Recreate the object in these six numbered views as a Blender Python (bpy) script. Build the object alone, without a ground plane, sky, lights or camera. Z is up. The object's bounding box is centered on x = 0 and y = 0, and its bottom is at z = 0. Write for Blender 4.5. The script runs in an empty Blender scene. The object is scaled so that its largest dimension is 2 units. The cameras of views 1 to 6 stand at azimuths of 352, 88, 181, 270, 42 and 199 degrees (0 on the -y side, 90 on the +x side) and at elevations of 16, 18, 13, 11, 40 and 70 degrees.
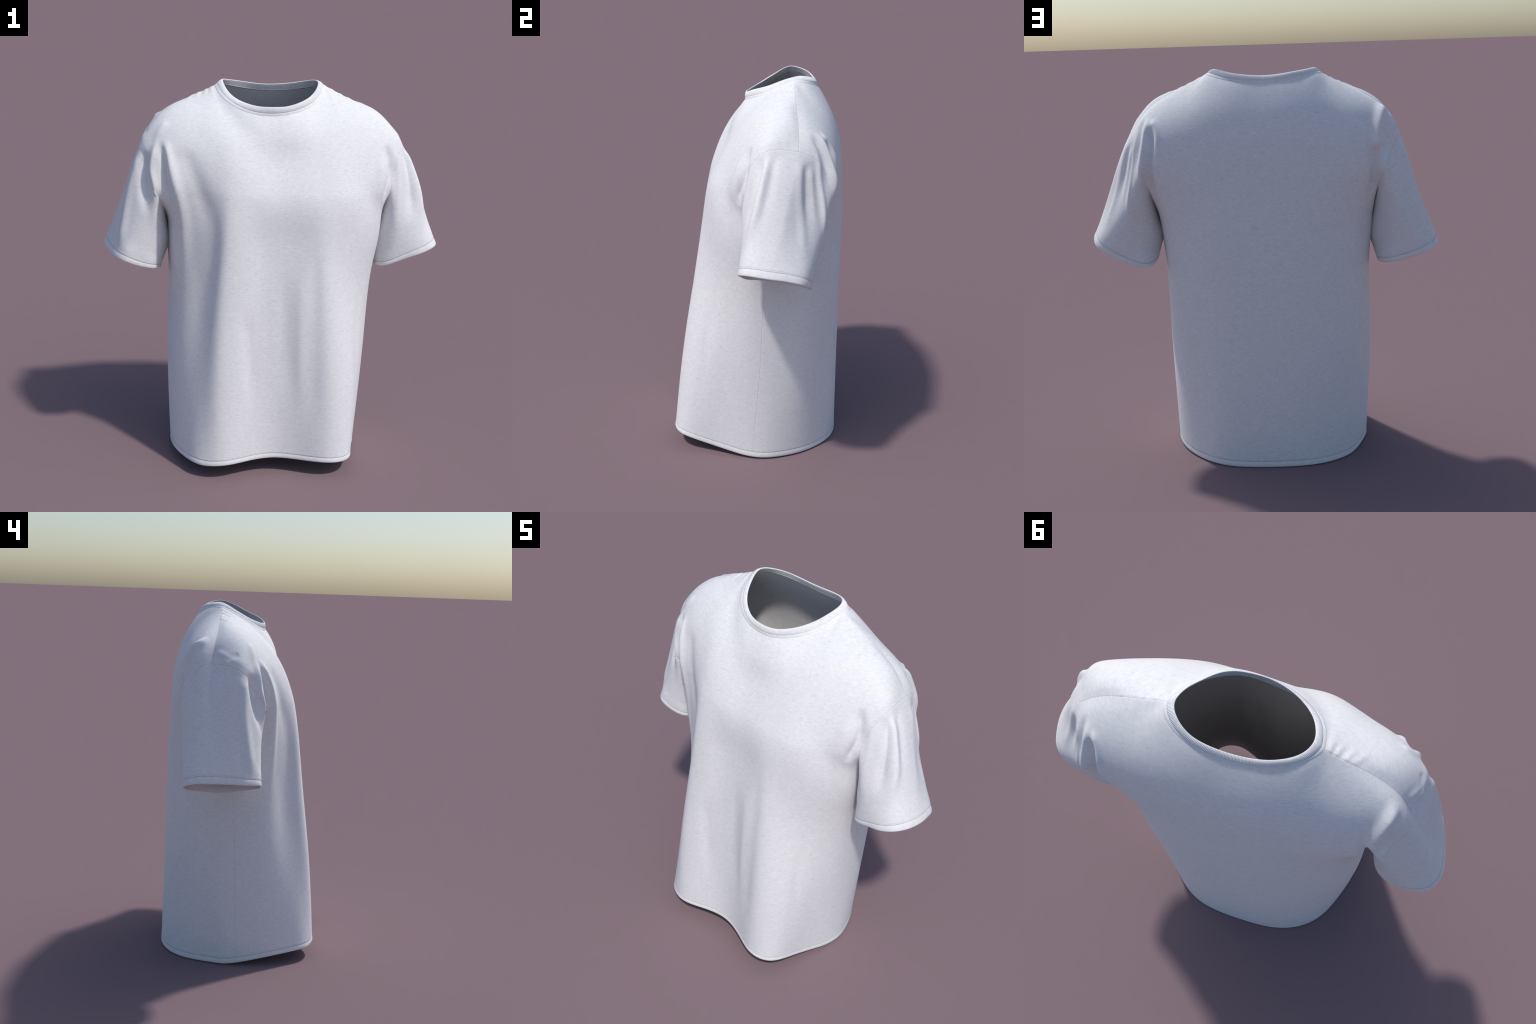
import bpy, math
import numpy as np
from mathutils import Vector

rng = np.random.default_rng(7)
THICK = 0.007            # cloth thickness


# ------------------------------------------------------------------ maths
def spline_matrix(knots, t):
    """Rows of weights so that W @ controls is the natural cubic spline through the controls."""
    k = np.asarray(knots, float)
    n = len(k)
    h = np.diff(k)
    A = np.zeros((n, n)); R = np.zeros((n, n))
    A[0, 0] = A[-1, -1] = 1
    for i in range(1, n - 1):
        A[i, i - 1], A[i, i], A[i, i + 1] = h[i - 1], 2 * (h[i - 1] + h[i]), h[i]
        R[i, i - 1] += 6 / h[i - 1]; R[i, i] -= 6 / h[i - 1] + 6 / h[i]; R[i, i + 1] += 6 / h[i]
    M = np.linalg.solve(A, R)
    t = np.asarray(t, float)
    j = np.clip(np.searchsorted(k, t, side="right") - 1, 0, n - 2)
    W = np.zeros((len(t), n))
    rows = np.arange(len(t))
    a = (k[j + 1] - t) / h[j]; b = 1 - a
    W[rows, j] += a; W[rows, j + 1] += b
    W += ((a**3 - a) * h[j]**2 / 6)[:, None] * M[j] + ((b**3 - b) * h[j]**2 / 6)[:, None] * M[j + 1]
    return W


def curve(points, n, knots=None):
    p = np.asarray(points, float)
    if knots is None:
        knots = np.concatenate([[0], np.cumsum(np.linalg.norm(np.diff(p, axis=0), axis=1) ** 0.7)])
    t = np.linspace(knots[0], knots[-1], n) if np.isscalar(n) else knots[0] + np.asarray(n) * (knots[-1] - knots[0])
    return spline_matrix(knots, t) @ p


def even(p, f):
    """Points at the arc-length fractions f of a polyline."""
    L = np.concatenate([[0], np.cumsum(np.linalg.norm(np.diff(p, axis=0), axis=1))])
    L /= L[-1]
    return np.stack([np.interp(f, L, p[:, i]) for i in range(3)], 1)


def closed_curve(points, n):
    """Smooth closed curve evenly sampled at n points."""
    p = np.asarray(points, float)
    q = np.concatenate([p[-3:], p, p[:4]])
    k = np.concatenate([[0], np.cumsum(np.linalg.norm(np.diff(q, axis=0), axis=1) ** 0.7)])
    d = spline_matrix(k, np.linspace(k[3], k[3 + len(p)], 2000)) @ q
    return even(d, np.arange(n) / n)


def smooth(x, a, b):
    x = np.clip((x - a) / (b - a), 0, 1)
    return x * x * (3 - 2 * x)


def clustered(n, fine, at_start=True, at_end=True):
    """n+1 numbers 0..1, closer together (spacing factor `fine`) near the ends."""
    x = np.linspace(0, 1, n + 1)
    w = np.ones(n + 1)
    if at_start: w -= (1 - fine) * np.exp(-(x / 0.06) ** 2)
    if at_end: w -= (1 - fine) * np.exp(-((1 - x) / 0.06) ** 2)
    c = np.concatenate([[0], np.cumsum((w[1:] + w[:-1]) / 2)])
    return c / c[-1]


# ------------------------------------------------------------------ the cut of the shirt
# Each panel is a spline surface through rows of control points. Rows run from
# the +x side seam to the -x side seam; rows climb from the hem to shoulder and neck.
KNOTS_V = [0.0, 0.62, 1.03, 1.26, 1.46, 1.66, 1.83, 1.97]

FRONT_ROWS = [
    # hem: two drape lobes with a hollow between them
    [(.498, -.03, .008), (.481, -.10, .016), (.438, -.239, .041), (.405, -.372, .072), (.345, -.436, .080), (.25, -.447, .083), (.13, -.403, .079),
     (.0, -.372, .080), (-.12, -.393, .080), (-.22, -.430, .079), (-.30, -.443, .077), (-.378, -.418, .070), (-.445, -.350, .068), (-.505, -.19, .048), (-.526, -.006, .012)],
    # waist
    [(.520, .003, .65), (.509, -.09, .65), (.466, -.20, .65), (.402, -.31, .65), (.315, -.382, .65), (.22, -.394, .65), (.11, -.364, .65),
     (0, -.345, .65), (-.11, -.355, .65), (-.2, -.383, .65), (-.305, -.389, .65), (-.367, -.333, .65), (-.43, -.252, .65), (-.515, -.14, .65), (-.547, .02, .65)],
    # ribs
    [(.530, .022, 1.05), (.535, -.06, 1.05), (.488, -.163, 1.05), (.395, -.255, 1.05), (.29, -.32, 1.05), (.2, -.341, 1.05), (.1, -.327, 1.05),
     (0, -.315, 1.05), (-.1, -.32, 1.05), (-.19, -.338, 1.05), (-.295, -.333, 1.05), (-.345, -.270, 1.05), (-.42, -.205, 1.05), (-.512, -.12, 1.05), (-.548, .045, 1.05)],
    # armpit
    [(.545, .07, 1.27), (.560, -.04, 1.27), (.53, -.14, 1.27), (.418, -.243, 1.27), (.28, -.299, 1.27), (.19, -.313, 1.27), (.1, -.303, 1.27),
     (0, -.295, 1.27), (-.1, -.298, 1.27), (-.18, -.311, 1.27), (-.282, -.308, 1.27), (-.342, -.250, 1.27), (-.44, -.195, 1.27), (-.533, -.09, 1.27), (-.56, .08, 1.27)],
    # chest
    [(.588, -.09, 1.43), (.558, -.135, 1.44), (.49, -.175, 1.45), (.39, -.235, 1.46), (.28, -.272, 1.465), (.19, -.281, 1.465), (.1, -.278, 1.465),
     (0, -.272, 1.46), (-.1, -.276, 1.465), (-.18, -.281, 1.465), (-.275, -.275, 1.465), (-.36, -.235, 1.455), (-.46, -.19, 1.44), (-.56, -.135, 1.42), (-.605, -.09, 1.40)],
    # above the chest
    [(.612, -.08, 1.59), (.57, -.11, 1.62), (.50, -.130, 1.645), (.39, -.155, 1.665), (.29, -.180, 1.67), (.2, -.185, 1.665), (.1, -.190, 1.655),
     (0, -.190, 1.645), (-.1, -.196, 1.65), (-.2, -.209, 1.66), (-.3, -.204, 1.665), (-.40, -.172, 1.66), (-.52, -.145, 1.65), (-.61, -.105, 1.605), (-.667, -.07, 1.55)],
    # collar bones
    [(.662, -.005, 1.705), (.612, .01, 1.792), (.525, .015, 1.860), (.42, -.025, 1.858), (.31, -.045, 1.865), (.215, -.112, 1.79), (.115, -.156, 1.765),
     (0, -.168, 1.745), (-.115, -.162, 1.75), (-.235, -.123, 1.785), (-.345, -.050, 1.85), (-.44, -.015, 1.864), (-.565, .01, 1.850), (-.655, .01, 1.772), (-.71, .03, 1.665)],
    # shoulder seam and neckline
    [(.643, .146, 1.70), (.58, .145, 1.785), (.49, .138, 1.862), (.375, .138, 1.92), (.263, .136, 1.976), (.205, .015, 1.912), (.115, -.075, 1.868),
     (0, -.107, 1.842), (-.12, -.095, 1.842), (-.245, -.035, 1.882), (-.323, .132, 1.964), (-.41, .135, 1.92), (-.51, .137, 1.868), (-.60, .147, 1.80), (-.668, .16, 1.685)],
]
BACK_ROWS = [
    [(.498, -.03, .008), (.499, .06, .005), (.446, .207, .003), (.343, .339, .001), (.199, .429, .0), (0, .452, -.001), (-.196, .442, .0), (-.338, .391, .001), (-.447, .276, .0), (-.514, .10, .002), (-.526, -.006, .012)],
    [(.520, .003, .65), (.503, .12, .65), (.458, .25, .65), (.34, .36, .65), (.19, .422, .65), (0, .437, .65), (-.19, .43, .65), (-.34, .38, .65), (-.46, .275, .65), (-.538, .13, .65), (-.547, .02, .65)],
    [(.530, .022, 1.05), (.506, .14, 1.05), (.462, .27, 1.05), (.34, .37, 1.05), (.18, .42, 1.05), (0, .43, 1.05), (-.18, .425, 1.05), (-.34, .375, 1.05), (-.47, .28, 1.05), (-.541, .15, 1.05), (-.548, .045, 1.05)],
    [(.545, .07, 1.27), (.525, .17, 1.27), (.475, .28, 1.27), (.35, .37, 1.27), (.18, .415, 1.27), (0, .423, 1.27), (-.18, .42, 1.27), (-.34, .375, 1.27), (-.48, .29, 1.27), (-.56, .18, 1.27), (-.56, .08, 1.27)],
    [(.575, .315, 1.48), (.555, .325, 1.49), (.49, .345, 1.49), (.35, .38, 1.49), (.18, .403, 1.49), (0, .412, 1.49), (-.18, .408, 1.49), (-.34, .385, 1.49), (-.48, .35, 1.49), (-.57, .32, 1.48), (-.60, .30, 1.46)],
    [(.602, .28, 1.61), (.570, .295, 1.65), (.50, .325, 1.67), (.36, .355, 1.685), (.18, .385, 1.69), (0, .393, 1.69), (-.18, .385, 1.69), (-.36, .355, 1.68), (-.51, .325, 1.66), (-.60, .29, 1.63), (-.645, .28, 1.58)],
    [(.628, .21, 1.672), (.585, .222, 1.750), (.505, .240, 1.80), (.375, .260, 1.835), (.19, .318, 1.845), (0, .326, 1.84), (-.19, .320, 1.845), (-.385, .26, 1.840), (-.54, .245, 1.815), (-.64, .235, 1.760), (-.685, .225, 1.66)],
    [(.643, .146, 1.70), (.56, .144, 1.808), (.42, .138, 1.90), (.263, .136, 1.976), (.16, .235, 1.955), (-.01, .268, 1.930), (-.2, .235, 1.955), (-.323, .132, 1.964), (-.46, .137, 1.895), (-.60, .147, 1.80), (-.668, .16, 1.685)],
]
SHOULDER_RIGHT = [(.643, .146, 1.70), (.602, .147, 1.758), (.557, .144, 1.811), (.469, .138, 1.872), (.345, .137, 1.934), (.263, .136, 1.976)]
SHOULDER_LEFT = [(-.668, .16, 1.685), (-.616, .150, 1.785), (-.536, .139, 1.851), (-.455, .136, 1.898), (-.387, .135, 1.931), (-.323, .132, 1.964)]
NECK_FRONT = [(.263, .136, 1.976), (.249, .098, 1.955), (.235, .050, 1.935), (.190, -.012, 1.898), (.118, -.072, 1.868), (.037, -.104, 1.848), (-.035, -.106, 1.839), (-.097, -.099, 1.839),
              (-.156, -.085, 1.848), (-.222, -.051, 1.871), (-.27, -.007, 1.899), (-.302, .048, 1.928), (-.323, .132, 1.964)]
NECK_BACK = [(.263, .136, 1.976), (.247, .180, 1.972), (.19, .230, 1.955), (.10, .262, 1.938), (-.01, .270, 1.930), (-.11, .264, 1.935), (-.21, .235, 1.950), (-.29, .182, 1.966), (-.323, .132, 1.964)]
COLLAR_TOP = [(.221, .123, 1.993), (.207, .067, 1.972), (.176, .011, 1.944), (.128, -.050, 1.919), (.075, -.084, 1.901), (.021, -.098, 1.888), (-.039, -.101, 1.884), (-.113, -.086, 1.884),
              (-.166, -.060, 1.893), (-.212, -.024, 1.908), (-.247, .018, 1.930), (-.271, .068, 1.960), (-.281, .130, 1.992), (-.257, .180, 1.991), (-.172, .230, 1.979), (-.088, .246, 1.968),
              (-.008, .250, 1.966), (.082, .245, 1.974), (.153, .223, 1.987), (.212, .165, 2.0)]
# sleeve openings: from the inner side over the front to the outer tip, and on over the back
CUFF_RIGHT = ([(.562, .06, 1.028), (.570, -.03, 1.038), (.605, -.085, 1.052), (.695, -.117, 1.095), (.78, -.129, 1.129), (.86, -.093, 1.156), (.897, .02, 1.153)],
              [(.897, .02, 1.153), (.889, .104, 1.14), (.863, .174, 1.116), (.795, .215, 1.08), (.70, .231, 1.038), (.61, .228, 1.010), (.572, .172, 1.013), (.562, .06, 1.028)])
CUFF_LEFT = ([(-.590, .09, .997), (-.602, .00, 1.012), (-.635, -.075, 1.030), (-.688, -.103, 1.046), (-.737, -.113, 1.062), (-.786, -.108, 1.079), (-.825, -.066, 1.087), (-.861, .024, 1.096), (-.893, .16, 1.103)],
             [(-.893, .16, 1.103), (-.890, .215, 1.100), (-.866, .262, 1.086), (-.820, .284, 1.068), (-.74, .285, 1.041), (-.65, .256, 1.016), (-.606, .20, 1.003), (-.590, .09, .997)])

N_SHOULDER, N_NECK, N_LOW, N_ARM, N_SLEEVE = 56, 96, 150, 80, 110
HEM_FINE = np.concatenate([np.arange(0, .008, .0010), np.arange(.008, .048, .0012)])


def panel_columns(left_end, n_mid):
    """Column parameters in control-index units; fine near the side seams."""
    a = clustered(N_SHOULDER, .18, True, False) * left_end[0]
    b = np.linspace(left_end[0], left_end[1], N_NECK + 1)[1:]
    c = left_end[1] + (1 - clustered(N_SHOULDER, .18, True, False))[::-1][1:] * (left_end[2] - left_end[1])
    return np.concatenate([a, b, c])


def panel_rows():
    low = np.concatenate([HEM_FINE, .048 + (1.26 - .048) * np.linspace(0, 1, N_LOW)])
    arm = 1.26 + .71 * (clustered(N_ARM, .22, False, True))[1:]
    return np.concatenate([low, arm])


ROWS_V = panel_rows()
ROW_PIT = len(ROWS_V) - 1 - N_ARM        # index of the armpit row


def panel(rows, neck, ends, other):
    C = np.array(rows, float)
    O = np.array(other, float)
    ncol = C.shape[1]
    # one ghost column past each side seam, so that front and back run smoothly into each other
    left, right = 2 * C[:, :1] - C[:, 1:2], 2 * C[:, -1:] - C[:, -2:-1]
    left[:4], right[:4] = O[:4, 1:2], O[:4, -2:-1]
    ghost = np.concatenate([left, C, right], 1)
    d0 = np.linalg.norm(left[1, 0] - C[1, 0]) / np.linalg.norm(C[1, 1] - C[1, 0])
    Wv = spline_matrix(KNOTS_V, ROWS_V)
    Wu = spline_matrix(np.concatenate([[-d0], np.arange(ncol), [ncol - 1 + d0]]), panel_columns(ends, N_NECK))
    P = np.einsum("ab,bcd,ec->aed", Wv, ghost, Wu)
    # exact shoulder seams and neckline on the top row, blended in over the yoke
    f = clustered(N_SHOULDER, .18, True, False)
    top = np.concatenate([even(curve(SHOULDER_RIGHT, 300), f), even(curve(neck, 400), np.linspace(0, 1, N_NECK + 1))[1:],
                          even(curve(SHOULDER_LEFT, 300), f)[::-1][1:]])
    blend = smooth(ROWS_V, 1.72, 1.97)[:, None, None]
    P = P + blend * (top - P[-1])[None]
    # the side seams hang straight: pin the panel's edges to their own curve below the armpit
    k = np.array(KNOTS_V[:4]); low = ROWS_V <= k[-1] + 1e-9
    u = panel_columns(ends, N_NECK)
    for c, col in ((0, 0), (-1, ends[2])):
        side = spline_matrix(k, ROWS_V[low]) @ C[:4, c]
        w = 1 - smooth(np.abs(u - col), 0, 2.0)
        P[low] += w[None, :, None] * (side - P[low][:, c])[:, None]
    return P


front = panel(FRONT_ROWS, NECK_FRONT, (4, 10, 14), BACK_ROWS)
back = panel(BACK_ROWS, NECK_BACK, (3, 7, 10), FRONT_ROWS)

def round_side_seams(front, back):
    """Average each ring of the body lightly along its length, close to the side seams."""
    m = len(front[0])
    for k in range(ROW_PIT + 1):
        ring = np.concatenate([front[k], back[k, ::-1][1:-1]])
        L = np.concatenate([[0], np.cumsum(np.linalg.norm(np.diff(np.concatenate([ring, ring[:1]]), axis=0), axis=1))])
        pos, total = L[:-1], L[-1]
        d = np.abs(pos[:, None] - pos[None]); d = np.minimum(d, total - d)
        wide = (np.roll(L[1:] - L[:-1], 1) + (L[1:] - L[:-1])) / 2
        G = np.exp(-(d / .05) ** 2) * wide[None]
        soft = (G / G.sum(1, keepdims=True)) @ ring
        fade = np.maximum(np.exp(-(d[0] / .10) ** 2), np.exp(-(d[m - 1] / .10) ** 2))[:, None]
        ring = ring + fade * (soft - ring)
        front[k] = ring[:m]; back[k, ::-1][1:-1] = ring[m:]
        back[k, 0], back[k, -1] = front[k, 0], front[k, -1]


round_side_seams(front, back)

# one vertex list for the whole garment; seams share their vertices
verts, normals_region = [], []
def add(points):
    i0 = sum(len(v) for v in verts)
    verts.append(points.reshape(-1, 3))
    return i0 + np.arange(points.shape[0] * points.shape[1]).reshape(points.shape[:2])

nR, nC = front.shape[:2]
iF = add(front)
iB = add(back)
iB[:ROW_PIT + 1, 0] = iF[:ROW_PIT + 1, 0]              # side seams
iB[:ROW_PIT + 1, -1] = iF[:ROW_PIT + 1, -1]
iB[-1, :N_SHOULDER + 1] = iF[-1, :N_SHOULDER + 1]      # shoulder seams
iB[-1, -N_SHOULDER - 1:] = iF[-1, -N_SHOULDER - 1:]


FULLNESS = {+1: [(.85, .18, .35, .3, (.008, -.01, .004)), (1.25, .2, .42, .35, (-.030, 0, 0)), (0, .22, .5, .3, (-.035, 0, 0))],
            -1: [(.95, .25, .25, .25, (-.004, 0, .004)), (0, .22, .5, .3, (.035, 0, 0))]}


def sleeve(side, cuff):
    col, nxt = (0, 3) if side > 0 else (-1, -4)
    A = np.concatenate([front[ROW_PIT:, col], back[ROW_PIT:-1, col][::-1][:-1]])
    inner = np.concatenate([front[ROW_PIT:, nxt], back[ROW_PIT:-1, nxt][::-1][:-1]])
    idx = np.concatenate([iF[ROW_PIT:, col], iB[ROW_PIT:-1, col][::-1][:-1]])
    n = len(A); m = N_ARM
    def frac(P):
        L = np.concatenate([[0], np.cumsum(np.linalg.norm(np.diff(P, axis=0), axis=1))]); return L / L[-1]
    fa = frac(A[:m + 1]); fb = frac(np.concatenate([A[m:], A[:1]]))
    # one closed curve round the opening, split at the inner side and at the outer tip
    n1 = len(cuff[0]) - 1
    loop = np.array(list(cuff[0]) + list(cuff[1])[1:-1])
    q = np.concatenate([loop[-3:], loop, loop[:4]])
    kk = np.concatenate([[0], np.cumsum(np.linalg.norm(np.diff(q, axis=0), axis=1) ** 0.7)])
    seg = lambda a, b: spline_matrix(kk, np.linspace(kk[a + 3], kk[b + 3], 400)) @ q
    Cf = even(seg(0, n1), fa); Cb = even(seg(n1, len(loop)), fb)
    C = np.concatenate([Cf, Cb[1:-1]])
    f = np.concatenate([fa, 1 - fb[1:-1]])             # 0 at the armpit, 1 on top
    AC = C - A; L = np.linalg.norm(AC, axis=1, keepdims=True)
    out = A - inner; out /= np.linalg.norm(out, axis=1, keepdims=True) + 1e-9
    w = (0.9 * smooth(f, .45, .95))[:, None]
    Ta = out * w + AC / L * (1 - w); Ta /= np.linalg.norm(Ta, axis=1, keepdims=True)
    Tc = AC / L
    t = np.concatenate([np.linspace(0, 1, N_SLEEVE)])
    lastfine = 1 - HEM_FINE[::-1] / L.mean()
    base = np.concatenate([[0, .004, .009, .016], np.linspace(.026, lastfine[0], N_SLEEVE - 4)])
    t = np.concatenate([base, lastfine[1:]])[:, None, None]
    k = .8
    P = ((2*t**3 - 3*t**2 + 1) * A + (t**3 - 2*t**2 + t) * Ta * L * k + (3*t**2 - 2*t**3) * C + (t**3 - t**2) * Tc * L * k)
    # fullness: (where round the ring 0..1..2 = armpit, top, armpit; spread; where along; spread; push)
    ring = np.concatenate([fa, 1 + fb[1:-1]])
    for r0, rs, t0, ts, push in FULLNESS[side]:
        dr = np.abs(ring - r0); dr = np.minimum(dr, 2 - dr)
        P = P + (np.exp(-(dr / rs) ** 2)[None, :, None] * np.exp(-((t - t0) / ts) ** 2) * smooth(t, 0, .12) * (1 - smooth(t, .8, 1))) * np.array(push)
    i = add(P)
    i[0] = idx
    d = (1 - t[:, 0, 0]) * L.mean()
    return i, d


iR, dR = sleeve(+1, CUFF_RIGHT)
iL, dL = sleeve(-1, CUFF_LEFT)
V = np.concatenate(verts)


def quads(idx, close=False, flip=False):
    a = idx if not close else np.concatenate([idx, idx[:, :1]], 1)
    q = np.stack([a[:-1, :-1], a[:-1, 1:], a[1:, 1:], a[1:, :-1]], -1).reshape(-1, 4)
    return q[:, ::-1] if flip else q


FACES = {"front_panel": quads(iF, flip=True), "back_panel": quads(iB), "right_sleeve": quads(iR, True, flip=True), "left_sleeve": quads(iL, True)}


def vertex_normals(P, faces):
    n = np.zeros_like(P)
    a, b, c, d = (P[faces[:, i]] for i in range(4))
    fn = np.cross(c - a, d - b)
    for i in range(4):
        np.add.at(n, faces[:, i], fn)
    return n / (np.linalg.norm(n, axis=1, keepdims=True) + 1e-12)


ALL = np.concatenate(list(FACES.values()))
used = np.unique(ALL)
remap = -np.ones(len(V), int); remap[used] = np.arange(len(used))
V = V[used]
ALL = remap[ALL]
for k_ in FACES: FACES[k_] = remap[FACES[k_]]
iF, iB, iR, iL = (remap[i] for i in (iF, iB, iR, iL))

# ------------------------------------------------------------------ relax the joins
E_ = np.unique(np.sort(np.concatenate([ALL[:, [0, 1]], ALL[:, [1, 2]], ALL[:, [2, 3]], ALL[:, [3, 0]]]), axis=1), axis=0)
deg = np.zeros(len(V)); np.add.at(deg, E_.ravel(), 1)


def near(points, P):
    """distance from every vertex to a set of points, and which one is nearest"""
    best = np.full(len(P), 9.0); arg = np.zeros(len(P), int)
    for i, q in enumerate(points):
        d = ((P - q) ** 2).sum(1)
        m = d < best
        best[m] = d[m]; arg[m] = i
    return np.sqrt(best), arg


arm_ring = np.concatenate([V[iR[0]][::3], V[iL[0]][::3]])
d_arm, _ = near(arm_ring, V)
d_sh, _ = near(np.concatenate([V[iF[-1, :N_SHOULDER]][::4], V[iF[-1, -N_SHOULDER:]][::4]]), V)
relax = np.maximum(.9 * (1 - smooth(d_arm, .01, .09)), .6 * (1 - smooth(d_sh, .01, .06)))
border = np.zeros(len(V), bool)
for b in (iF[0], iB[0], iR[-1], iL[-1], iF[-1, N_SHOULDER:-N_SHOULDER], iB[-1, N_SHOULDER:-N_SHOULDER]): border[b] = True
relax[border] = 0
for it in range(25):
    s = np.zeros_like(V)
    np.add.at(s, E_[:, 0], V[E_[:, 1]]); np.add.at(s, E_[:, 1], V[E_[:, 0]])
    V = V + (relax * .6)[:, None] * (s / deg[:, None] - V)

def edge_dist():
    e = np.full(len(V), 9.0)
    e[iR] = np.minimum(e[iR], dR[:, None]); e[iL] = np.minimum(e[iL], dL[:, None])
    return e


# the yoke is taut cloth: let it stretch between chest, armholes, shoulder seams and neck
d_nk, _ = near(np.concatenate([V[iF[-1, N_SHOULDER:-N_SHOULDER]][::4], V[iB[-1, N_SHOULDER:-N_SHOULDER]][::4]]), V)
taut = .9 * smooth(V[:, 2], 1.455, 1.535) * smooth(d_nk, .02, .12) * smooth(d_arm, .03, .11) * smooth(d_sh, .02, .11)
sl = np.zeros(len(V), bool); sl[iR] = True; sl[iL] = True
taut[sl] = .35 * smooth(edge_dist(), .06, .14)[sl] * smooth(d_arm, .0, .05)[sl]
for it in range(140):
    s = np.zeros_like(V)
    np.add.at(s, E_[:, 0], V[E_[:, 1]]); np.add.at(s, E_[:, 1], V[E_[:, 0]])
    V = V + (taut * .6)[:, None] * (s / deg[:, None] - V)

# ------------------------------------------------------------------ folds
REGION = {}
for name, idx in (("front", iF), ("back", iB), ("right", iR), ("left", iL)):
    m = np.zeros(len(V), bool); m[idx.ravel()] = True; REGION[name] = m

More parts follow.
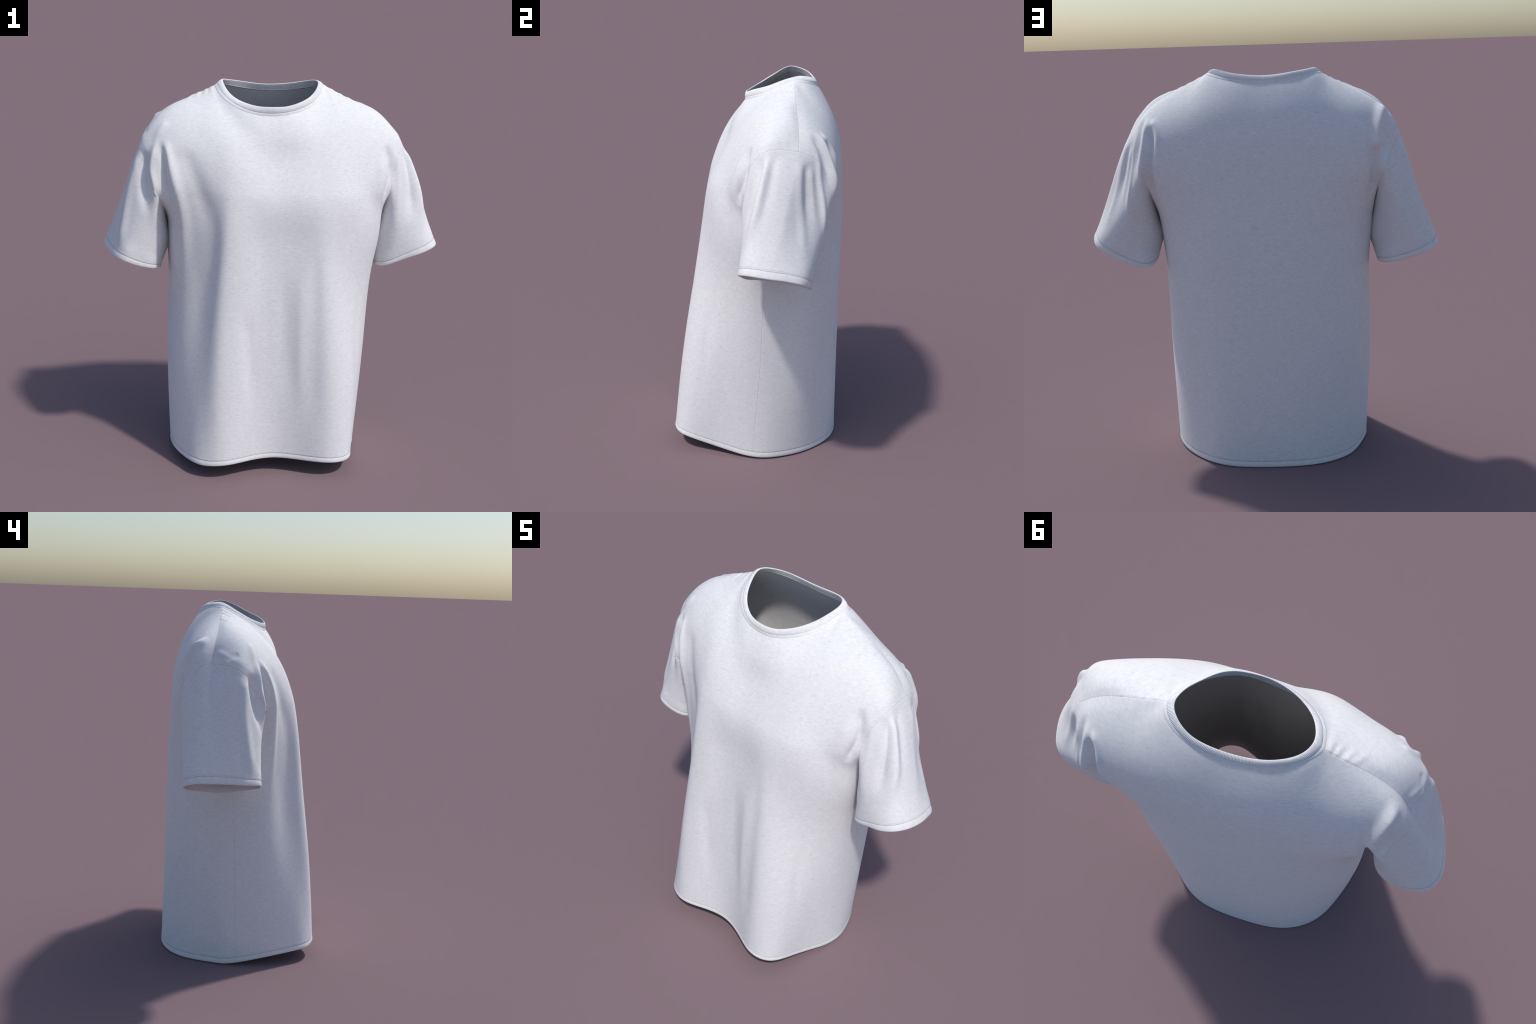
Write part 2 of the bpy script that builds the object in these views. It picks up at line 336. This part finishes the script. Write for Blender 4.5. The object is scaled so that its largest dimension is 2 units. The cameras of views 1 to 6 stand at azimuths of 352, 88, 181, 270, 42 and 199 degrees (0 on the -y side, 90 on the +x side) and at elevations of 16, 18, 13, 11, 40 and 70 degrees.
# (regions, spine, height, half width, fade-in, fade-out)
FOLDS = [
    # left front: pleats falling from the shoulder between chest and sleeve
    (("front",), [(-.60, -.07, 1.72), (-.58, -.11, 1.65), (-.545, -.15, 1.55), (-.51, -.16, 1.42), (-.475, -.16, 1.21), (-.49, -.145, .92)], .020, (.024, .045), .12, .5),
    (("front", "left"), [(-.605, -.08, 1.71), (-.592, -.115, 1.62), (-.585, -.13, 1.54), (-.572, -.13, 1.45), (-.565, -.09, 1.34)], -.027, .021, .25, .45),
    (("front", "left"), [(-.62, -.066, 1.73), (-.637, -.085, 1.63), (-.647, -.09, 1.56), (-.630, -.105, 1.48), (-.632, -.10, 1.36), (-.64, -.10, 1.2)], .018, .020, .2, .5),
    (("front", "left"), [(-.672, -.03, 1.65), (-.69, -.055, 1.54), (-.688, -.08, 1.44), (-.665, -.10, 1.31)], -.026, .025, .25, .5),
    (("left",), [(-.69, -.01, 1.66), (-.728, -.012, 1.57), (-.760, -.02, 1.44), (-.795, -.05, 1.27), (-.823, -.072, 1.13)], .013, .030, .15, .2),
    (("front",), [(-.505, -.134, 1.687), (-.45, -.19, 1.557), (-.40, -.21, 1.434), (-.35, -.24, 1.25)], -.012, .045, .2, .5),
    # right front
    (("front", "right"), [(.56, -.078, 1.72), (.58, -.105, 1.61), (.587, -.114, 1.55), (.565, -.13, 1.48), (.555, -.12, 1.40)], -.022, .021, .25, .25),
    (("right", "front"), [(.663, -.02, 1.69), (.69, -.04, 1.62), (.71, -.075, 1.46), (.715, -.1, 1.28)], -.022, (.018, .035), .2, .4),
    (("right",), [(.65, .04, 1.72), (.70, .026, 1.65), (.75, .0, 1.54), (.813, -.02, 1.36)], -.008, .025, .2, .5),
    (("right",), [(.672, .0, 1.70), (.72, -.02, 1.60), (.765, -.05, 1.43), (.79, -.09, 1.25)], .014, .022, .2, .5),
    (("front",), [(.54, -.115, 1.67), (.532, -.13, 1.60), (.520, -.15, 1.53), (.507, -.15, 1.4), (.50, -.13, 1.2)], .007, .03, .2, .5),
    (("right", "front"), [(.61, -.06, 1.69), (.628, -.085, 1.6), (.636, -.1, 1.5), (.63, -.115, 1.35), (.64, -.11, 1.2)], .010, .024, .2, .5),
    # right back: three pleats over the shoulder blade
    (("back", "right"), [(.612, .20, 1.715), (.618, .235, 1.68), (.640, .255, 1.57), (.656, .282, 1.42), (.672, .27, 1.20)], .009, .015, .25, .4),
    (("back", "right"), [(.545, .215, 1.79), (.556, .275, 1.72), (.570, .315, 1.62), (.579, .329, 1.52), (.598, .307, 1.40)], .015, .018, .25, .45),
    (("back",), [(.53, .245, 1.775), (.508, .30, 1.72), (.495, .335, 1.65), (.475, .35, 1.58)], .010, .018, .2, .4),
    (("back", "right"), [(.578, .20, 1.765), (.590, .245, 1.71), (.606, .285, 1.60), (.617, .305, 1.50)], -.010, .017, .2, .4),
    (("back", "right"), [(.527, .27, 1.745), (.533, .318, 1.66), (.543, .335, 1.56), (.545, .31, 1.46), (.545, .26, 1.36)], -.032, .021, .2, .25),
    (("right",), [(.657, .165, 1.676), (.713, .167, 1.561), (.749, .175, 1.417), (.812, .188, 1.21)], .007, .026, .15, .3),
    (("right",), [(.665, .19, 1.66), (.712, .197, 1.513), (.738, .212, 1.34)], -.007, .021, .15, .5),
    (("right",), [(.661, .212, 1.645), (.684, .230, 1.507), (.716, .243, 1.33)], .006, .018, .2, .5),
    # left back: one hooked fold over a deep notch
    (("back",), [(-.605, .17, 1.80), (-.595, .23, 1.76), (-.585, .285, 1.70), (-.578, .315, 1.635), (-.575, .325, 1.59)], .027, .025, .3, .15),
    (("back", "left"), [(-.560, .315, 1.64), (-.562, .325, 1.57), (-.566, .31, 1.48), (-.565, .26, 1.34)], -.042, .026, .3, .25),
    (("left", "back"), [(-.63, .28, 1.60), (-.625, .305, 1.52), (-.63, .315, 1.42)], .008, .025, .3, .5),
    # small puckers along the shoulder seams and sleeve heads
    (("front",), [(-.340, .128, 1.953), (-.345, .05, 1.925)], .0042, .010, 0, .8),
    (("front",), [(-.366, .128, 1.940), (-.387, .06, 1.915)], .0042, .010, 0, .8),
    (("front",), [(-.402, .128, 1.922), (-.432, .05, 1.90)], .0042, .012, 0, .8),
    (("front",), [(-.438, .126, 1.908), (-.480, .05, 1.88)], .0042, .013, 0, .8),
    (("front",), [(-.353, .128, 1.945), (-.362, .06, 1.92)], -.003, .009, 0, .8),
    (("front",), [(-.384, .128, 1.930), (-.405, .06, 1.907)], -.003, .010, 0, .8),
    (("front",), [(.300, .125, 1.957), (.300, .075, 1.945)], .0028, .010, 0, .8),
    (("front",), [(.345, .125, 1.934), (.355, .065, 1.920)], .0030, .011, 0, .8),
    (("front",), [(.392, .125, 1.913), (.408, .065, 1.90)], .0030, .012, 0, .8),
    (("front",), [(.440, .125, 1.890), (.462, .065, 1.88)], .0026, .013, 0, .8),
    (("front", "left"), [(-.565, -.03, 1.80), (-.61, -.045, 1.752), (-.65, -.04, 1.69)], .007, .018, .3, .5),
    (("front", "left"), [(-.640, .150, 1.745), (-.658, .110, 1.735), (-.675, .06, 1.70)], .005, .014, .3, .5),
    (("front", "left"), [(-.672, .110, 1.700), (-.695, .055, 1.69)], .006, .013, .3, .5),
    (("front", "left"), [(-.665, .02, 1.735), (-.683, .065, 1.712)], -.006, .014, .3, .5),
    # soft drapes hanging from the chest
    (("front",), [(-.178, -.351, .95), (-.15, -.366, .616), (-.11, -.372, .3)], -.006, .035, .3, .5),
    (("front",), [(.020, -.313, 1.12), (.03, -.343, .75), (.06, -.36, .35)], -.005, (.03, .05), .3, .4),
    (("front",), [(.165, -.31, 1.28), (.18, -.365, .83), (.185, -.416, .2)], -.007, (.03, .05), .3, .3),
    (("front",), [(.10, -.32, 1.15), (.11, -.36, .70), (.12, -.40, .3)], .005, .03, .3, .4),
    (("front",), [(.43, -.21, 1.1), (.42, -.28, .65), (.42, -.30, .2)], -.006, .03, .4, .4),
]


def polyline_distance(P, S):
    best = np.full(len(P), 9.0); tau = np.zeros(len(P))
    L = np.concatenate([[0], np.cumsum(np.linalg.norm(np.diff(S, axis=0), axis=1))])
    for i in range(len(S) - 1):
        a, ab = S[i], S[i + 1] - S[i]
        t = np.clip(((P - a) @ ab) / (ab @ ab + 1e-12), 0, 1)
        d = np.linalg.norm(P - a - t[:, None] * ab, axis=1)
        m = d < best
        best[m] = d[m]; tau[m] = (L[i] + t[m] * (L[i + 1] - L[i])) / L[-1]
    return best, tau


BASE = V.copy()
N0 = vertex_normals(BASE, ALL)
disp = np.zeros(len(V))
for regions, spine, height, half, fin, fout in FOLDS:
    m = np.zeros(len(V), bool)
    for r in regions: m |= REGION[r]
    cand = np.nonzero(m)[0]
    S = np.array([BASE[cand[np.argmin(((BASE[cand] - np.array(p)) ** 2).sum(1))]] for p in spine])
    S = curve(S, 24) if len(S) > 2 else np.linspace(S[0], S[-1], 8)
    d, tau = polyline_distance(BASE[cand], S)
    fade = smooth(tau, -1e-6, fin) * (1 - smooth(tau, 1 - fout, 1 + 1e-6)) if fin > 0 else (1 - smooth(tau, 1 - fout, 1 + 1e-6))
    w = half[0] + (half[1] - half[0]) * tau if isinstance(half, tuple) else half
    disp[cand] += (height if height > 0 else .88 * height) * np.exp(-(d / w) ** 2) * fade
V = V + N0 * disp[:, None]

# ------------------------------------------------------------------ hems, cuffs and seam grooves
edge = np.full(len(V), 9.0)
for idx in (iF, iB):
    edge[idx] = np.minimum(edge[idx], ROWS_V[:, None])
edge[iR] = np.minimum(edge[iR], dR[:, None]); edge[iL] = np.minimum(edge[iL], dL[:, None])
band = np.ones(len(V)) * .030
band[np.unique(iR)] = .036; band[np.unique(iL)] = .036


def hem_profile(d, b):
    bulge = .0016 * smooth(d, -.002, .012) * (1 - smooth(d, b - .016, b))
    groove = -.0012 * np.exp(-((d - b) / .0020) ** 2)
    lip = -(THICK / 2 + .001) * (1 - np.sqrt(np.clip(1 - (1 - np.clip(d / .006, 0, 1)) ** 2, 0, 1)))
    return bulge + groove + lip


N1 = vertex_normals(V, ALL)
off = hem_profile(edge, band)
seam_ids = [iF[8:ROW_PIT + 1, 0], iF[8:ROW_PIT + 1, -1], iF[-1, :N_SHOULDER + 1], iF[-1, -N_SHOULDER - 1:], np.append(iR[0], iR[0, :1]), np.append(iL[0], iL[0, :1])]
for s in seam_ids: off[np.unique(s)] -= .0012
INNER = V - N1 * (THICK * smooth(edge, -.003, .006))[:, None]
V = V + N1 * off[:, None]
INNER[edge < 1e-6] = V[edge < 1e-6]
N2 = vertex_normals(V, ALL)


# ------------------------------------------------------------------ materials
def node(nt, kind, **kw):
    n = nt.nodes.new(kind)
    for k, v in kw.items():
        if k in n.inputs: n.inputs[k].default_value = v
        else: setattr(n, k, v)
    return n


def cloth(name, colour, fleck=.10, mottle=.17, bump=.12, rough=.95):
    """Cotton jersey: faint mottling along the courses, and small grey nubs where the knit
    repeats, in a loose grid of about 3 cm."""
    m = bpy.data.materials.new(name); m.use_nodes = True
    nt = m.node_tree; L = nt.links.new
    b = nt.nodes["Principled BSDF"]
    b.inputs["Roughness"].default_value = rough
    b.inputs["Specular IOR Level"].default_value = .15
    def math_(op, x, y=None, z=None):
        n = node(nt, "ShaderNodeMath", operation=op)
        for i, v in enumerate((x, y, z)):
            if v is None: continue
            if isinstance(v, (int, float)): n.inputs[i].default_value = v
            else: L(v, n.inputs[i])
        return n.outputs[0]
    tc = node(nt, "ShaderNodeTexCoord")
    P = node(nt, "ShaderNodeSeparateXYZ"); L(tc.outputs["Object"], P.inputs[0])
    N = node(nt, "ShaderNodeSeparateXYZ"); L(tc.outputs["Normal"], N.inputs[0])
    ax, ay = (math_("ABSOLUTE", N.outputs[i]) for i in range(2))
    side = math_("GREATER_THAN", ax, ay)
    u = math_("ADD", P.outputs[0], math_("MULTIPLY", side, math_("SUBTRACT", P.outputs[1], P.outputs[0])))
    v = math_("SUBTRACT", P.outputs[2], math_("MULTIPLY", math_("MULTIPLY", math_("SIGN", N.outputs[1]), .6), P.outputs[1]))
    uv = node(nt, "ShaderNodeCombineXYZ"); L(math_("MULTIPLY", u, 1 / .038), uv.inputs[0]); L(math_("MULTIPLY", v, 1 / .0315), uv.inputs[1])
    cells = node(nt, "ShaderNodeTexVoronoi", voronoi_dimensions="2D", Scale=1.0, Randomness=.6)
    L(uv.outputs[0], cells.inputs["Vector"])
    dot = node(nt, "ShaderNodeMapRange", interpolation_type="SMOOTHSTEP")
    dot.inputs["From Min"].default_value, dot.inputs["From Max"].default_value = .20, .04
    ragged = node(nt, "ShaderNodeTexNoise", Scale=150.0, Detail=2.0); L(tc.outputs["Object"], ragged.inputs["Vector"])
    L(math_("MULTIPLY_ADD", math_("SUBTRACT", ragged.outputs["Fac"], .5), .35, cells.outputs["Distance"]), dot.inputs["Value"])
    rnd = node(nt, "ShaderNodeSeparateColor"); L(cells.outputs["Color"], rnd.inputs[0])
    dots = math_("MULTIPLY", dot.outputs[0], math_("POWER", rnd.outputs[0], 1.5))
    mp = node(nt, "ShaderNodeMapping"); mp.inputs["Scale"].default_value = (48, 48, 210)
    L(tc.outputs["Object"], mp.inputs["Vector"])
    streak = node(nt, "ShaderNodeTexNoise", Scale=1.0, Detail=3.0, Roughness=.6); L(mp.outputs[0], streak.inputs["Vector"])
    soft = node(nt, "ShaderNodeTexNoise", Scale=32.0, Detail=3.0); L(tc.outputs["Object"], soft.inputs["Vector"])
    f = math_("MULTIPLY_ADD", math_("SUBTRACT", streak.outputs["Fac"], .5), mottle * 2, 1.0)
    f = math_("MULTIPLY_ADD", math_("SUBTRACT", soft.outputs["Fac"], .5), mottle * .5, f)
    f = math_("MULTIPLY_ADD", dots, -fleck, f)
    mix = node(nt, "ShaderNodeVectorMath", operation="SCALE"); mix.inputs[0].default_value = colour
    L(f, mix.inputs["Scale"]); L(mix.outputs[0], b.inputs["Base Color"])
    if bump:
        bp = node(nt, "ShaderNodeBump", Strength=bump, Distance=.003)
        L(streak.outputs["Fac"], bp.inputs["Height"]); L(bp.outputs[0], b.inputs["Normal"])
    return m


WHITE = (.80, .80, .81)
M_CLOTH = cloth("white_jersey", WHITE)
M_RIB = cloth("white_rib_knit", WHITE, fleck=.0, bump=.05)
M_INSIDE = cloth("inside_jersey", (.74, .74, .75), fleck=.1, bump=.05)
M_HEM_SHADE = cloth("hem_groove_shade_grey", (.40, .40, .42), fleck=.0, bump=0)  # cloth colour darkened to draw the shadow line of the hem groove
M_SEAM_GREY = cloth("seam_line_grey", (.54, .54, .55), fleck=.0, bump=0)  # milder grey for the fine lines along the seams and the upper hem line

# ------------------------------------------------------------------ objects
root = bpy.data.objects.new("t_shirt", None)
root["label"] = "plain white short-sleeved crew-neck t-shirt standing hollow"
root["category"] = "t-shirt"
bpy.context.scene.collection.objects.link(root)


def make(name, P, faces, mat, normals=None, parent=root):
    u = np.unique(faces)
    r = -np.ones(len(P), int); r[u] = np.arange(len(u))
    me = bpy.data.meshes.new(name)
    f = r[faces]
    me.vertices.add(len(u)); me.vertices.foreach_set("co", P[u].astype(np.float32).ravel())
    me.loops.add(f.size); me.loops.foreach_set("vertex_index", f.astype(np.int32).ravel())
    me.polygons.add(len(f)); me.polygons.foreach_set("loop_start", np.arange(0, f.size, 4, dtype=np.int32))
    me.update(calc_edges=True); me.validate()
    me.polygons.foreach_set("use_smooth", np.ones(len(me.polygons), bool))
    me.materials.append(mat)
    if normals is not None and len(me.vertices) == len(u):
        me.normals_split_custom_set_from_vertices(normals[u].astype(np.float32).tolist())
    o = bpy.data.objects.new(name, me)
    bpy.context.scene.collection.objects.link(o)
    o.parent = parent
    return o


front_o = make("front_panel", V, FACES["front_panel"], M_CLOTH, N2)
back_o = make("back_panel", V, FACES["back_panel"], M_CLOTH, N2)
sleeve_r = make("sleeve", V, FACES["right_sleeve"], M_CLOTH, N2)
sleeve_l = make("sleeve", V, FACES["left_sleeve"], M_CLOTH, N2)
make("inside_face", INNER, ALL[:, ::-1], M_INSIDE)


# narrow raised ribbons, darker than the cloth, along the seam and hem lines
def ribbon(name, ids, width, lift, parent, mat=M_SEAM_GREY, P=None, Nn=None):
    P = V[ids] if P is None else P
    Nn = N1[ids] if Nn is None else Nn
    T = np.gradient(P, axis=0); T /= np.linalg.norm(T, axis=1, keepdims=True) + 1e-9
    S = np.cross(T, Nn); S /= np.linalg.norm(S, axis=1, keepdims=True) + 1e-9
    prof = [(-.5, -.6), (-.3, .15), (0, .35), (.3, .15), (.5, -.6)]
    Q = np.stack([P + S * width * a + Nn * (lift + width * b) for a, b in prof], 1)
    i = np.arange(Q.shape[0] * Q.shape[1]).reshape(Q.shape[:2])
    return make(name, Q.reshape(-1, 3), quads(i, flip=True), mat, parent=parent)


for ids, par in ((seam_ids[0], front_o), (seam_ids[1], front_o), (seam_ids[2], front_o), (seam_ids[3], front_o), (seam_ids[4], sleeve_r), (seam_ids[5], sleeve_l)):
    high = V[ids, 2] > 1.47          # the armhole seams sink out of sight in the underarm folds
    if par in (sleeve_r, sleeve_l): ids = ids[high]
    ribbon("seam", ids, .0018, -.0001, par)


def row_at(dist, depth, d):
    """vertex ids of the row that lies at this distance from the free edge"""
    return dist[np.argmin(np.abs(depth - d))]


hem_lines = [(np.concatenate([iF[k], iB[k, ::-1][1:]]), front_o) for k in (int(np.argmin(np.abs(ROWS_V - d))) for d in (.030, .0365))]
for k, (ids, par) in enumerate(hem_lines):
    ribbon("hem_shade_line", ids, (.0024, .0014)[k], 0, par, (M_HEM_SHADE, M_SEAM_GREY)[k])
for idx, depth, par in ((iR, dR, sleeve_r), (iL, dL, sleeve_l)):
    for d, w, mt in ((.036, .0026, M_HEM_SHADE), (.0435, .0015, M_SEAM_GREY)):
        ids = row_at(idx, depth, d)
        ribbon("hem_shade_line", np.append(ids, ids[:1]), w, 0, par, mt)

# ------------------------------------------------------------------ collar
NR = 1740
top = closed_curve(COLLAR_TOP, NR)
low_pts = np.concatenate([V[iF[-1, N_SHOULDER:-N_SHOULDER]], V[iB[-1, N_SHOULDER:-N_SHOULDER]][::-1][1:-1]])
low = even(np.concatenate([low_pts, low_pts[:1]]), np.arange(NR) / NR)
# align the two loops by direction from the neck centre
c0 = np.array([-.03, .09, 0])
ang = lambda P: np.unwrap(np.arctan2(P[:, 1] - c0[1], P[:, 0] - c0[0]))
def by_angle(P, a):
    t = ang(P); s = 1 if t[-1] > t[0] else -1
    t = s * t; a = s * a
    tt = np.concatenate([t - 2 * math.pi, t, t + 2 * math.pi]); PP = np.concatenate([P, P, P])
    return np.stack([np.interp(a, tt, PP[:, i]) for i in range(3)], 1)
mid_loop = by_angle(top, ang(low))
low_loop = low
def ring_blur(P, k):
    """moving average round a closed loop"""
    Q = np.concatenate([P[-k:], P, P[:k]]); C = np.cumsum(np.concatenate([np.zeros((1, P.shape[1])), Q]), axis=0)
    return (C[2 * k + 1:] - C[:-2 * k - 1]) / (2 * k + 1)
low_loop = ring_blur(ring_blur(low_loop, 9), 9)
mid_loop = ring_blur(mid_loop, 9)
W = mid_loop - low_loop
H = np.linalg.norm(W, axis=1, keepdims=True)
T = np.roll(low_loop, -1, 0) - np.roll(low_loop, 1, 0); T /= np.linalg.norm(T, axis=1, keepdims=True)
Wd = W / H
NO = np.cross(T, Wd)
if (NO * (low_loop - np.array([-.03, .09, 1.9]))).sum() < 0: NO = -NO
NO /= np.linalg.norm(NO, axis=1, keepdims=True)
rib = .0009 * np.cos(np.arange(NR) * 2 * math.pi * 290 / NR)[:, None]


def collar_mesh(name, prof, mat, ribbed):
    Q = np.stack([low_loop + Wd * (H * q) + NO * (n + (rib if ribbed and k not in (0, len(prof) - 1) else 0)) for k, (q, n) in enumerate(prof)], 1)
    i = np.arange(Q.shape[0] * Q.shape[1]).reshape(Q.shape[:2])
    f = np.concatenate([i, i[:1]], 0)
    f = quads(f)
    P = Q.reshape(-1, 3)
    a = P[f[:, 0]]; fn = np.cross(P[f[:, 2]] - a, P[f[:, 3]] - P[f[:, 1]])
    mid = len(prof) // 4
    k = np.arange(0, len(f), len(prof) - 1) + mid
    if (fn[k] * NO).sum() < 0: f = f[:, ::-1]
    return make(name, P, f, mat)


collar_mesh("neck_binding", [(-.05, -.006), (-.04, .0003), (.0, .0009), (.06, .0011), (.14, .0012), (.22, .0011), (.28, .0006), (.32, -.002)], M_CLOTH, False)
roll = [(.26, -.002), (.30, .0008), (.36, .0022), (.46, .0035), (.58, .0041), (.70, .0038), (.82, .0030), (.92, .0010), (.98, -.0006), (1.0, -.0018), (.985, -.0032), (.93, -.0042), (.8, -.0050), (.6, -.0058), (.35, -.0068), (.15, -.008), (.08, -.0085), (.03, -.006)]
collar_mesh("collar", [tuple(x) for x in curve([(a, b, 0) for a, b in roll], 40)[:, :2]], M_RIB, True)
